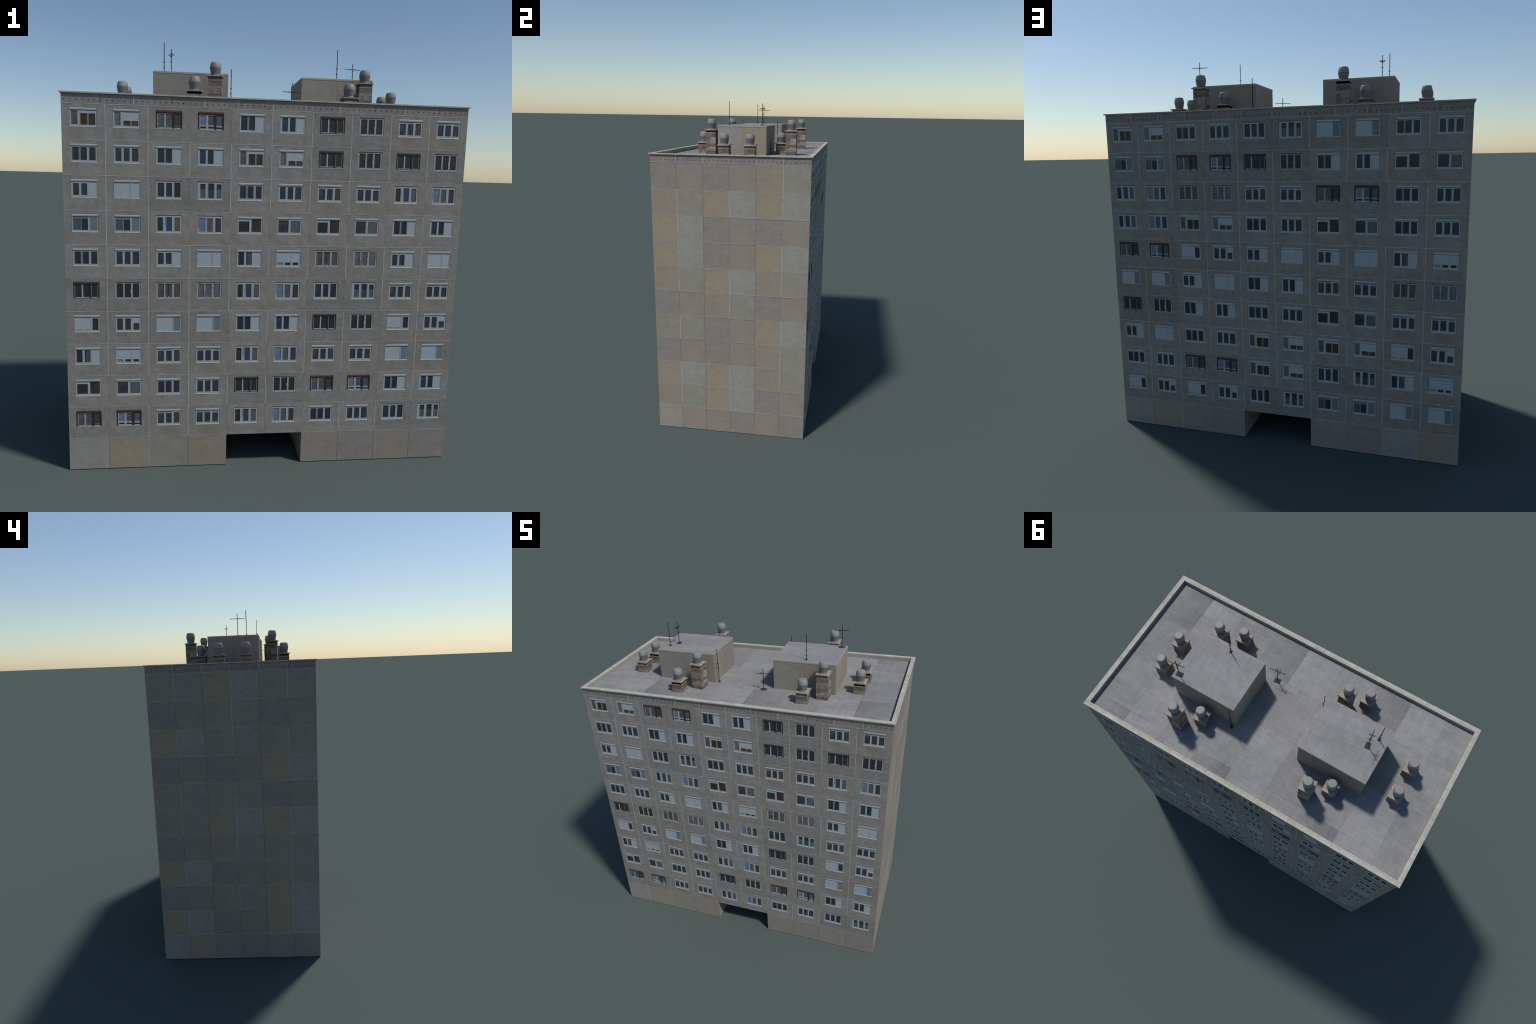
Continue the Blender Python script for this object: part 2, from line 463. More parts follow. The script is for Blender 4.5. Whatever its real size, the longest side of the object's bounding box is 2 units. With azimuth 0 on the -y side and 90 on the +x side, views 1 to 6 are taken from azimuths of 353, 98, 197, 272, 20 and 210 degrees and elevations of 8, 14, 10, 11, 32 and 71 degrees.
# box: cover of the roller shutter; panes and shutters: (u0, u1, v0, v1, material);
# trim: differently coloured pieces of the frame, some with shade painted in; frame / sill: materials
KINDS = {
 'A1': dict(box='white', split=.33, panes=[(.06, .27, .16, .885, 'curtain_grey'), (.41, .645, .295, .885, 'glass_black_green'),
            (.715, .955, .295, .885, 'glass_black_green')],
            trim=[(.27, .305, .16, .90, 'frame_wood'), (.38, .41, .295, .905, 'frame_wood'),
                  (.645, .715, .295, .905, 'frame_wood'), (.41, .955, .885, .905, 'frame_wood')]),
 'A2': dict(box='white', split=.31, panes=[(.05, .26, .16, .865, 'curtain_light'), (.395, .645, .615, .87, 'glass_lace'),
            (.715, .95, .615, .87, 'glass_lace')], shutters=[(.36, .965, .14, .59, 'white')],
            trim=[(.26, .29, .16, .88, 'frame_wood'), (.37, .395, .615, .89, 'frame_wood'),
                  (.645, .715, .615, .89, 'frame_wood'), (.395, .95, .87, .89, 'frame_wood')]),
 'B1': dict(box='red', frame='frame_brown', sill='sill_grey', panes=[(.075, .315, .18, .895, 'curtain_blue_grey'),
            (.375, .62, .18, .895, 'curtain_blue_grey'), (.71, .94, .15, .775, 'blind_brown'), (.715, .94, .83, .89, 'glass_navy')],
            trim=[(.05, .63, .15, .18, 'frame_grey'), (.05, .075, .18, .95, 'frame_old'), (.315, .375, .18, .95, 'frame_old'),
                  (.05, .63, .895, .95, 'frame_old'), (.71, .94, .785, .825, 'frame_grey'), (.71, .94, .89, .96, 'frame_white')]),
 'B2': dict(box='red', frame='frame_brown', sill='sill_grey', panes=[(.085, .315, .19, .695, 'curtain_sky'), (.39, .61, .19, .695, 'curtain_blue_grey'),
            (.715, .94, .17, .715, 'curtain_blue_grey'), (.085, .315, .775, .88, 'glass_black'), (.39, .61, .775, .88, 'glass_navy'),
            (.715, .94, .80, .90, 'glass_navy')],
            trim=[(.05, .62, .15, .19, 'frame_grey'), (.05, .085, .19, .95, 'frame_old'), (.315, .39, .19, .95, 'frame_white'),
                  (.05, .62, .695, .775, 'frame_old'), (.05, .62, .88, .95, 'frame_white'), (.71, .94, .715, .80, 'frame_old'),
                  (.71, .94, .90, .96, 'frame_white')]),
 'C1': dict(box='white', panes=[(.065, .305, .15, .895, 'glass_black'), (.385, .615, .15, .895, 'glass_black')],
            shutters=[(.70, .965, .14, .955, 'white')], trim=[(.305, .385, .15, .895, 'frame_grey')]),  # grey mullion: frame in shade, painted into its colour
 'C2': dict(box='white', panes=[(.08, .31, .15, .895, 'curtain_navy'), (.39, .615, .15, .895, 'glass_black')],
            shutters=[(.69, .965, .14, .955, 'white')]),
 'D1': dict(box='black', frame='frame_brown', sill='sill_grey', panes=[(.06, .315, .15, .865, 'glass_black'), (.37, .62, .15, .865, 'glass_black'),
            (.705, .93, .15, .865, 'glass_black')],
            trim=[(.035, .06, .15, .91, 'frame_grey'), (.315, .37, .15, .91, 'frame_white'), (.685, .705, .15, .91, 'frame_grey'),
                  (.06, .62, .865, .91, 'frame_old'), (.705, .955, .865, .91, 'frame_old'), (.93, .955, .15, .91, 'frame_grey')]),
 'D2': dict(box=None, frame='frame_old', sill='sill_grey', panes=[(.055, .31, .075, .885, 'glass_black'), (.37, .62, .075, .885, 'glass_black'),
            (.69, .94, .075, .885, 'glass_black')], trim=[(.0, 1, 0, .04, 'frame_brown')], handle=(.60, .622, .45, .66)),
 'E1': dict(box='white', split=.65, panes=[(.06, .31, .25, .87, 'glass_lace'), (.395, .625, .25, .87, 'glass_lace'), (.72, .95, .21, .87, 'glass_lace')],
            trim=[(.04, .63, .14, .22, 'frame_grey')]),
 'E2': dict(box='white', split=.65, panes=[(.055, .30, .25, .865, 'curtain_dark'), (.38, .615, .25, .865, 'curtain_dark'), (.71, .945, .285, .865, 'curtain_dark')],
            trim=[(.04, .62, .14, .22, 'frame_grey'), (.71, .96, .14, .24, 'frame_grey')]),
 'F1': dict(box='white', panes=[(.08, .305, .18, .87, 'glass_violet'), (.39, .62, .18, .87, 'glass_violet'), (.715, .945, .18, .87, 'glass_violet')],
            trim=[(.045, .08, .18, .87, 'frame_grey'), (.305, .39, .18, .87, 'frame_grey'), (.69, .715, .18, .87, 'frame_grey')]),
 'F2': dict(box='white', panes=[(.07, .30, .18, .87, 'glass_teal'), (.385, .61, .18, .87, 'glass_teal'), (.695, .95, .18, .87, 'glass_teal')]),
 'G1': dict(box='white', split=.64, panes=[(.07, .295, .22, .86, 'curtain_dark'), (.38, .605, .22, .86, 'glass_lace')],
            shutters=[(.70, .97, .14, .955, 'white')]),
 'G2': dict(box='white', split=.64, panes=[], shutters=[(.03, .615, .14, .955, 'white'), (.70, .965, .14, .955, 'white')]),
 'H1': dict(box=None, panes=[(.06, .31, .10, .86, 'glass_navy'), (.39, .62, .10, .86, 'glass_navy'), (.715, .945, .07, .88, 'glass_black')],
            trim=[(.69, .715, .06, .88, 'frame_grey'), (.945, .965, .06, .88, 'frame_grey')]),
 'H2': dict(box=None, panes=[(.11, .315, .11, .41, 'glass_black'), (.11, .315, .41, .90, 'glass_frost'), (.435, .645, .08, .41, 'glass_black'),
            (.435, .645, .41, .90, 'glass_frost_dark'), (.755, .95, .12, .41, 'glass_black'), (.755, .95, .41, .90, 'glass_frost')],
            trim=[(.40, .435, .08, .90, 'frame_grey'), (.645, .685, .08, .90, 'frame_grey')]),
 'I1': dict(box='white', panes=[(.05, .33, .26, .88, 'glass_mid'), (.365, .61, .26, .88, 'glass_violet')],
            shutters=[(.68, .965, .16, .885, 'grey'), (.04, .625, .15, .245, 'grey')],
            trim=[(.04, .625, .245, .26, 'frame_grey'), (.33, .365, .26, .88, 'frame_grey'), (.03, .05, .26, .88, 'frame_grey')]),
 'I2': dict(box='white', panes=[(.055, .31, .29, .88, 'glass_mid'), (.36, .60, .29, .88, 'glass_violet')],
            shutters=[(.68, .965, .16, .885, 'grey'), (.04, .615, .15, .275, 'grey')],
            trim=[(.04, .615, .275, .29, 'frame_grey'), (.31, .36, .29, .88, 'frame_grey'), (.03, .055, .29, .88, 'frame_grey'),
                  (.60, .615, .29, .88, 'frame_grey')]),
 'J1': dict(box=None, panes=[(.05, .265, .12, .87, 'glass_black_green'), (.395, .62, .10, .88, 'glass_blue'), (.72, .935, .12, .88, 'curtain_brown'),
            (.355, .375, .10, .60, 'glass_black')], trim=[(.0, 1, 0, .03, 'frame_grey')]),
 'J2': dict(box=None, panes=[(.07, .325, .10, .90, 'curtain_sky'), (.39, .62, .13, .90, 'curtain_brown'), (.725, .95, .13, .90, 'curtain_dark'),
            (.03, .05, .10, .70, 'glass_black')], trim=[(.0, 1, 0, .03, 'frame_grey')]),
 'K1': dict(box='white', split=.50, panes=[(.05, .475, .27, .87, 'glass_black'), (.57, .955, .15, .87, 'glass_red')],
            shutters=[(.045, .48, .15, .25, 'white')]),
 'K2': dict(box='white', split=.50, panes=[(.05, .465, .18, .88, 'curtain_dark'), (.555, .95, .21, .88, 'curtain_green')]),
 'L1': dict(box='white', panes=[(.06, .29, .15, .88, 'glass_black'), (.38, .43, .15, .88, 'glass_black'), (.43, .61, .15, .88, 'curtain_slate')],
            shutters=[(.70, .96, .14, .945, 'white')]),
 'L2': dict(box='white', split=.64, panes=[(.045, .275, .72, .875, 'glass_pale'), (.365, .595, .72, .875, 'glass_black'), (.695, .92, .72, .875, 'glass_black')],
            shutters=[(.03, .615, .14, .705, 'white'), (.695, .965, .14, .70, 'white')]),
 'M1': dict(box=None, frame='frame_old', sill='sill_grey', panes=[(.06, .31, .075, .875, 'drape_grey'), (.365, .47, .075, .875, 'drape_grey'),
            (.47, .50, .075, .80, 'glass_black'), (.50, .63, .075, .875, 'drape_grey'), (.705, .95, .075, .875, 'drape_grey')]),
 'M2': dict(box=None, frame='frame_old', sill='sill_grey', panes=[(.06, .30, .075, .875, 'drape_blue'), (.355, .61, .075, .875, 'drape_blue'),
            (.69, .95, .075, .875, 'drape_blue')], trim=[(.31, .33, .55, .88, 'frame_brown')]),
 'N1': dict(box='white', panes=[(.71, .94, .20, .88, 'glass_black'), (.055, .30, .85, .88, 'glass_black'), (.385, .61, .85, .88, 'glass_black')],
            shutters=[(.03, .63, .14, .83, 'white')]),
 'N2': dict(box='white', panes=[(.06, .285, .21, .88, 'curtain_dark'), (.38, .605, .21, .88, 'curtain_dark'), (.705, .935, .485, .88, 'curtain_dark')],
            shutters=[(.69, .965, .14, .445, 'white')]),
 'O1': dict(box='white', panes=[], shutters=[(.02, .665, .14, .965, 'white'), (.70, .965, .13, .95, 'grey')]),
 'O2': dict(box='white', panes=[], shutters=[(.02, .665, .14, .965, 'white'), (.70, .965, .13, .95, 'grey')]),
}

def rect(u0, u1, v0, v1):
    """window units to metres in the window's own frame (x right, z up)"""
    return (u0 * WW, u1 * WW, (1 - v1) * WH, (1 - v0) * WH)

def window_parts(kind):
    """meshes of one window: list of (part name, mesh), frame first"""
    k = KINDS[kind]
    frame = k.get('frame', 'frame_white')
    sill = k.get('sill', 'sill_white')
    sill_h = 0.055 if sill == 'sill_grey' else 0.03
    b = Build()
    holes = [rect(*p[:4]) for p in k['panes']] + [rect(*s[:4]) for s in k.get('shutters', ())]
    trim = [(rect(*t[:4]), t[4]) for t in k.get('trim', ())]
    # painted shadow line on the frame, under the shutter box or the lintel
    trim.insert(0, (rect(0, 1, 0, .145) if k['box'] else rect(0, 1, 0, .028), 'painted_shadow'))
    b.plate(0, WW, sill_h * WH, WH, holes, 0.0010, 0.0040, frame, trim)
    out = [('window', b.mesh('window_' + kind))]
    if k['panes']:
        g = Build()
        for p in k['panes']:
            x0, x1, z0, z1 = rect(*p[:4])
            g.quad([(x0 - .0003, .0026, z0 - .0003), (x1 + .0003, .0026, z0 - .0003),
                    (x1 + .0003, .0026, z1 + .0003), (x0 - .0003, .0026, z1 + .0003)], p[4])
        out.append(('window_pane', g.mesh('window_pane_' + kind)))
    if k.get('shutters'):
        s = Build()
        for sh in k['shutters']:
            x0, x1, z0, z1 = rect(*sh[:4])
            n = max(2, round((z1 - z0) / 0.0050))
            h = (z1 - z0) / n
            for i in range(n):          # slightly bellied slats
                a = z0 + i * h
                pts = [(a, .0019), (a + .25 * h, .00178), (a + .75 * h, .00178), (a + h, .0019)]
                for (za, ya), (zb, yb) in zip(pts, pts[1:]):
                    s.quad([(x0 - .0002, ya, za), (x1 + .0002, ya, za),
                            (x1 + .0002, yb, zb), (x0 - .0002, yb, zb)], 'shutter_' + sh[4])
        out.append(('roller_shutter', s.mesh('roller_shutter_' + kind)))
    if k['box']:
        c = Build()
        top, low = WH, WH * (1 - .115)
        prof = [(.003, top), (.003, low), (-.0003, low), (-.0008, low + .35 * (top - low)),
                (-.0006, low + .75 * (top - low)), (.0004, top)]
        cut = k.get('split')
        spans = [(0, 1)] if not cut else [(0, cut - .006), (cut + .006, 1)]
        for a, e in spans:
            c.prism(prof, a * WW, e * WW, 'box_' + k['box'])
        if cut:
            c.box((cut - .006) * WW, (cut + .006) * WW, -.0002, .002, low, top - .0004, 'box_' + k['box'])
        out.append(('shutter_box', c.mesh('shutter_box_' + kind)))
    s = Build()
    s.prism([(.0035, sill_h * WH), (.0035, 0), (-.0004, -.0004), (-.0004, .0010), (.0007, sill_h * WH)],
            -.0008, WW + .0008, sill)
    out.append(('window_sill', s.mesh('window_sill_' + kind)))
    if k.get('handle'):
        h = Build()
        x0, x1, z0, z1 = rect(*k['handle'])
        h.box(x0, x1, .0002, .0020, z0, z1, 'handle_yellow')
        out.append(('window_handle', h.mesh('window_handle_' + kind)))
    return out

PARTS = {k: window_parts(k) for k in KINDS}
HOLE = (WX0 - .0009, WX0 + WW + .0009, WZ1 - WH - .0009, WZ1 + .0009)
def facade_panel_mesh(letter):
    b = Build()
    b.plate(.0003, BAY - .0003, .0003, ROW - .0003, [HOLE], 0, TH, 'facade_concrete_' + letter)
    return b.mesh('facade_panel_' + letter)
PANELS = {c: facade_panel_mesh(c) for c in TONES}

# each letter is a double bay with two windows; rows from the top storey down,
# seen from outside, left to right
FRONT = 'ABCDE FCADD GHFEJ IJKKC FGLMG DMJHE NOCDN LEJEO KFDBC BEJFH'.split()
BACK = 'AFHOF IBDCK JMEBF JAFKF BNGGL OGCEM DCFKE GFAAN FBAHL NNHIO'.split()
GABLE_R = 'PPQ QRR RPP RPR QRQ PQP QPR PPQ RRQ QRP'.split()
GABLE_L = 'QRQ PQP RQQ PPR QQP QRR PQQ RPQ PQR RPR'.split()
GABLE = {'P': ('gable_pink_grey', 'gable_pink'), 'Q': ('gable_tan', 'gable_tan_grey'),
         'R': ('gable_yellow', 'gable_pale')}
PLINTH_FRONT = ['gable_pale', 'gable_yellow', 'gable_tan_grey', 'gable_tan', None, None,
                'gable_pink', 'gable_pink_grey', 'gable_pink', 'gable_pink_grey']
PLINTH_BACK = ['gable_pale', 'gable_yellow', 'gable_pink', 'gable_pink_grey', None, None,
               'gable_tan_grey', 'gable_pink_grey', 'gable_pale', 'gable_yellow']
PLINTH_R = ['gable_pale', 'gable_tan', 'gable_pink', 'gable_pink_grey', 'gable_pink', 'gable_pink_grey']
PLINTH_L = ['gable_pale', 'gable_yellow', 'gable_pink', 'gable_pink_grey', 'gable_pink', 'gable_pink_grey']

class Side:
    """A wall: origin at its lower left corner seen from outside, x along it."""
    def __init__(self, origin, turn, length):
        self.o, self.turn, self.length = Vector(origin), turn, length
        self.m = Matrix.Rotation(turn, 3, 'Z')

    def at(self, x, z, y=0.0):
        return self.o + self.m @ Vector((x, y, z))

SF = Side((-HX, -HY, 0), 0, 2 * HX)
SB = Side((HX, HY, 0), math.pi, 2 * HX)
SR = Side((HX, -HY, 0), math.pi / 2, 2 * HY)
SL = Side((-HX, HY, 0), -math.pi / 2, 2 * HY)

# ------------------------------------------------------- facades with windows
def facade(side, rows):
    for r, letters in enumerate(rows):
        z = ZF - (r + 1) * ROW
        for i in range(10):
            c = letters[i // 2]
            put('facade_panel', PANELS[c], root, side.at(i * BAY, z), side.turn)
            parts = PARTS[c + '12'[i % 2]]
            w = put('window', parts[0][1], root, side.at(i * BAY + WX0, z + WZ1 - WH), side.turn)
            for name, me in parts[1:]:
                put(name, me, w)
facade(SF, FRONT)
facade(SB, BACK)

# ------------------------------------------------------------ gables, plinths
FLAT = {}
def flat_panel(w, h, mat, inset=.0003):
    key = (round(w, 5), round(h, 5), mat)
    if key not in FLAT:
        b = Build()
        b.plate(inset, w - inset, inset, h - inset, [], 0, TH, mat)
        FLAT[key] = b.mesh('flat_panel')
    return FLAT[key]

def gable(side, rows):
    for r, letters in enumerate(rows):
        z = ZF - (r + 1) * ROW
        for i in range(6):
            mat = GABLE[letters[i // 2]][i % 2]
            put('gable_panel', flat_panel(GW, ROW, mat), root, side.at(i * GW, z), side.turn)
gable(SR, GABLE_R)
gable(SL, GABLE_L)

def plinth(side, mats, w):
    for i, m in enumerate(mats):
        if m:
            put('plinth_panel', flat_panel(w, Z0, m), root, side.at(i * w, 0), side.turn)
plinth(SF, PLINTH_FRONT, BAY)
plinth(SB, PLINTH_BACK, BAY)
plinth(SR, PLINTH_R, GW)
plinth(SL, PLINTH_L, GW)

# --------------------------------------------------------------------- frieze
def frieze_mesh(w, mat, seed):
    """panel with a line of six round drain holes"""
    rnd = random.Random(seed)
    b = Build()
    h, cell = ZC - ZF, w / 6
    for i in range(6):
        x0 = .0003 if i == 0 else i * cell
        x1 = w - .0003 if i == 5 else (i + 1) * cell
        z0, z1 = .0003, h
        cx, cz = (i + .5) * cell + rnd.uniform(-.0006, .0006), .0150 + rnd.uniform(-.0004, .0004)
        r = rnd.uniform(.0021, .0027)
        outer = [(x1, cz), (x1, z1), (cx, z1), (x0, z1), (x0, cz), (x0, z0), (cx, z0), (x1, z0)]
        ring = [(cx + r * math.cos(a * math.pi / 4), cz + r * math.sin(a * math.pi / 4)) for a in range(8)]
        for k in range(8):
            q = (k + 1) % 8
            o0, o1, i0, i1 = outer[k], outer[q], ring[k], ring[q]
            b.quad([(i0[0], 0, i0[1]), (i1[0], 0, i1[1]), (o1[0], 0, o1[1]), (o0[0], 0, o0[1])][::-1], mat)
            b.quad([(i0[0], 0, i0[1]), (i1[0], 0, i1[1]), (i1[0], .003, i1[1]), (i0[0], .003, i0[1])], 'black_hole')
        b.quad([(x, .003, z) for x, z in ring], 'black_hole')
    b.quad([(0.0003, 0, h), (w - .0003, 0, h), (w - .0003, TH, h), (0.0003, TH, h)], mat)
    return b.mesh('frieze_panel')

def frieze(side, n):
    w = side.length / n
    ms = [frieze_mesh(w, 'frieze_concrete', 3), frieze_mesh(w, 'frieze_concrete_rough', 5)]
    for i in range(n):
        put('frieze_panel', ms[i % 2], root, side.at(i * w, ZF), side.turn)
frieze(SF, 12); frieze(SB, 12); frieze(SR, 6); frieze(SL, 6)

# ---------------------------------------------------------- sealant in joints
def strip(b, side, p, q, w, mat, seed, lift=.0005, sway=.0003):
    """slightly wavy raised band from p to q (x, z on the wall)"""
    rnd = random.Random(seed)
    (xa, za), (xb, zb) = p, q
    n = max(2, int(math.hypot(xb - xa, zb - za) / 0.015))
    along_x = abs(xb - xa) > abs(zb - za)
    pts = []
    for i in range(n + 1):
        t = i / n
        x, z = xa + (xb - xa) * t, za + (zb - za) * t
        o, h = rnd.uniform(-sway, sway), w / 2 * rnd.uniform(.75, 1.2)
        pts.append(((x, z + o - h), (x, z + o + h)) if along_x else ((x + o + h, z), (x + o - h, z)))
    for (a, c), (d, e) in zip(pts, pts[1:]):
        b.quad([side.at(*a, -lift), side.at(*d, -lift), side.at(*e, -lift), side.at(*c, -lift)], mat)

white, dark = Build(), Build()
MID_PLAIN = set('BHJK')            # no sealant between their two bays
RIGHT = set('ACFGILMNH')           # sealant along their right edge
LEFT = set('EMD')                  # ... along their left edge
def facade_joints(side, rows, seed):
    for r, letters in enumerate(rows):
        z0 = ZF - (r + 1) * ROW
        z1 = z0 + ROW
        for j, c in enumerate(letters):
            x = j * 2 * BAY
            s = seed + r * 97 + j * 13
            if c not in MID_PLAIN:
                strip(white, side, (x + BAY, z0), (x + BAY, z1), .0027, 'sealant_white', s)
            if j < 4 and (c in RIGHT or letters[j + 1] in LEFT):
                strip(white, side, (x + 2 * BAY, z0), (x + 2 * BAY, z1), .0027, 'sealant_white', s + 1)
        for i in range(10):
            kind = 'sealant_broken' if letters[i // 2] in 'HJKBD' else 'sealant_white'
            strip(white, side, (i * BAY, z1 - .0004), ((i + 1) * BAY, z1 - .0004), .0025, kind, seed + r * 31 + i, .00055)
            strip(dark, side, (i * BAY, z1 + .0012), ((i + 1) * BAY, z1 + .0012), .0012, 'joint_dark', seed + r * 37 + i, .00035)  # shadow line beside the seam, painted as a dark strip
    strip(white, side, (0, Z0), (4 * BAY, Z0), .0022, 'sealant_broken', seed + 1)
    strip(white, side, (6 * BAY, Z0), (10 * BAY, Z0), .0026, 'sealant_broken', seed + 2)
    for i in (1, 2, 3, 7, 8, 9):
        light = (i in (2,)) or (seed > 5000 and i in (8,))
        strip(white if light else dark, side, (i * BAY, 0.0005), (i * BAY, Z0), .0020 if light else .0016,
              'sealant_white' if light else 'joint_dark', seed + 50 + i)

def gable_joints(side, rows, seed):
    for r, letters in enumerate(rows):
        z0 = ZF - (r + 1) * ROW
        z1 = z0 + ROW
        for j, c in enumerate(letters):
            x, s = j * 2 * GW, seed + r * 41 + j * 7
            light = c in 'QR'
            strip(white if light else dark, side, (x + GW, z0), (x + GW, z1), .0024 if light else .0014,
                  'sealant_white' if light else 'joint_dark', s)
            if j < 2:
                strip(dark, side, (x + 2 * GW, z0), (x + 2 * GW, z1), .0018, 'joint_dark', s + 3)
            for i in (0, 1):
                xa = x + i * GW
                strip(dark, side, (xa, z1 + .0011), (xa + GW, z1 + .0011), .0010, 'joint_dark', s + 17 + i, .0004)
                strip(white, side, (xa, z1), (xa + GW, z1), .0024 if c == 'P' else .0016,
                      'sealant_broken' if c == 'P' else 'sealant_white', s + 5 + i, .00055)
                if c == 'P':
                    strip(dark, side, (xa, z1 - .0030), (xa + GW, z1 - .0030), .0018, 'joint_dark', s + 11 + i, .0003, .0008)
    strip(white, side, (0, Z0), (6 * GW, Z0), .0026, 'sealant_broken', seed + 3)
    for i in range(1, 6):
        strip(dark, side, (i * GW, .0005), (i * GW, Z0), .0016, 'joint_dark', seed + 60 + i)

facade_joints(SF, FRONT, 1000)
facade_joints(SB, BACK, 9000)
gable_joints(SR, GABLE_R, 3000)
gable_joints(SL, GABLE_L, 4000)
for side, n in ((SF, 12), (SB, 12), (SR, 6), (SL, 6)):
    w = side.length / n
    for i in range(1, n):
        strip(white, side, (i * w, ZF), (i * w, ZC - .0005), .0023, 'sealant_white', 700 + i)
for name, b in (('sealant_joint', white), ('dark_joint_line', dark)):  # dark strips lie on the wall: joint lines and painted seam shadows
    ob = put(name, b.mesh(name), root)
    ob['kind'] = 'stuff'

# ------------------------------------------------------------ structural core
b = Build()
d = .0045
b.box(-HX + d, HX - d, -HY + d, HY - d, Z0 + .0002, 1.672, 'dark_core')
put('building_core', b.mesh('building_core'), root)
b = Build()
b.box(-2 * (BAY / 2) - .0, BAY, -HY + .0003, HY - .0003, Z0 - .0006, Z0 + .004, 'passage_concrete')
put('passage_ceiling', b.mesh('passage_ceiling'), root)
for s in (-1, 1):
    b = Build()
    x0, x1 = sorted((s * (BAY + .0002), s * (HX - d)))
    b.box(x0, x1, -HY + d, HY - d, 0, Z0 - .0008, 'passage_concrete')
    put('plinth_core', b.mesh('plinth_core'), root)
# parapet upstand behind the frieze
b = Build()
for s in (-1, 1):
    y0, y1 = sorted((s * (IY + .0004), s * (HY - .004)))
    b.box(-HX + .004, HX - .004, y0, y1, 1.668, ZC + .002, 'parapet_concrete')
    x0, x1 = sorted((s * (IX + .0004), s * (HX - .004)))
    b.box(x0, x1, -IY, IY, 1.668, ZC + .0015, 'parapet_concrete')
put('parapet', b.mesh('parapet'), root)

# --------------------------------------------------------------------- coping
def coping_piece(x0, x1, y0, y1, long_axis, split):
    """one kerb stone with a shallow groove along it"""
    b = Build()
    g = .0004
    if long_axis == 'x':
        b.box(x0 + g, x1 - g, y0, split - g, ZC, ZT, 'coping_concrete')
        b.box(x0 + g, x1 - g, split + g, y1, ZC, ZT - .0003, 'coping_concrete')
        b.box(x0 + g, x1 - g, split - g, split + g, ZC + .0004, ZT - .0010, 'joint_dark')
    else:
        b.box(x0, split - g, y0 + g, y1 - g, ZC, ZT, 'coping_concrete')
        b.box(split + g, x1, y0 + g, y1 - g, ZC, ZT - .0003, 'coping_concrete')
        b.box(split - g, split + g, y0 + g, y1 - g, ZC + .0004, ZT - .0010, 'joint_dark')
    return b.mesh('coping_stone')

N_LONG = 6
for s in (-1, 1):
    ys = sorted((s * IY, s * CY))
    for i in range(N_LONG):
        x0, x1 = -CX + i * 2 * CX / N_LONG, -CX + (i + 1) * 2 * CX / N_LONG
        put('coping_stone', coping_piece(x0, x1, *ys, 'x', s * (IY + .0075)), root)
    xs = sorted((s * IX, s * CX))
    n = 15
    for i in range(n):
        y0, y1 = -IY + i * 2 * IY / n, -IY + (i + 1) * 2 * IY / n
        put('coping_stone', coping_piece(*xs, y0, y1, 'y', s * (CX - .0075)), root)

# ----------------------------------------------------------------- roof slabs
TX, TY = 0.6145 / 3, 0.274
xs = sorted({round(.074 + k * TX, 4) for k in range(-8, 8) if abs(.074 + k * TX) < IX - .01} | {-IX - .0003, IX + .0003})
ys = [-IY - .0003, -.190, .087, .361, IY + .0003]
TONE = [[0, 2, 3], [1, 2, 2], [2, 1, 3], [0, 2, 3]]      # per slab row and column
for j in range(4):
    for i in range(len(xs) - 1):
        col = int(math.floor(((xs[i] + xs[i + 1]) / 2 - .074) / TX)) % 3
        b = Build()
        w, h = xs[i + 1] - xs[i], ys[j + 1] - ys[j]
        b.box(.0002, w - .0002, .0002, h - .0002, -.008, 0, 'roof_concrete_%d' % TONE[j][col])
        put('roof_slab', b.mesh('roof_slab'), root, (xs[i], ys[j], ZR))
b = Build()
b.box(-IX - .004, IX + .004, -IY - .004, IY + .004, ZR - .012, ZR - .0010, 'roof_concrete_0')
put('roof_bed', b.mesh('roof_bed'), root)

# ----------------------------------------------------------------- penthouses
def penthouse(x0, x1, long_mats, short_mats):
    y0, y1 = -.150, .150
    b = Build()
    b.box(x0 + .003, x1 - .003, y0 + .003, y1 - .003, ZR - .004, PEN_Z - .005, 'dark_core')
    core = put('penthouse', b.mesh('penthouse'), root)
    zt = PEN_Z - .0105
    for turn, org, w, mats in ((0, (x0, y0), x1 - x0, long_mats), (math.pi, (x1, y1), x1 - x0, long_mats),
                               (math.pi / 2, (x1, y0), y1 - y0, short_mats), (-math.pi / 2, (x0, y1), y1 - y0, short_mats)):
        s = Side((*org, 0), turn, w)
        half = w / 2
        for i in (0, 1):
            p = flat_panel(half, zt - ZR + .002, mats[i], .0005)
            put('penthouse_panel', p, core, s.at(i * half, ZR - .002), turn)
    b = Build()
    o = .0006
    b.box(x0 - o, x1 + o, y0 - o, y1 + o, zt + .0014, PEN_Z - .0002, 'penthouse_edge')
    b.box(x0 + .001, x1 - .001, y0 + .001, y1 - .001, zt - .0006, zt + .0014, 'sealant_broken')
    put('penthouse_coping', b.mesh('penthouse_coping', .0006), core)
    b = Build()
    b.box(x0 + .0012, x1 - .0012, y0 + .0012, y1 - .0012, PEN_Z - .004, PEN_Z + .0003, 'roof_concrete_2')
    put('penthouse_roof', b.mesh('penthouse_roof'), core)
penthouse(-.5415, -.1815, ('gable_pink_grey', 'gable_pink'), ('gable_pink', 'gable_pink_grey'))
penthouse(.1815, .5415, ('gable_tan_grey', 'gable_tan'), ('gable_pale', 'gable_yellow'))

# ------------------------------------------------------------------- chimneys
CW = .0635                       # shaft width
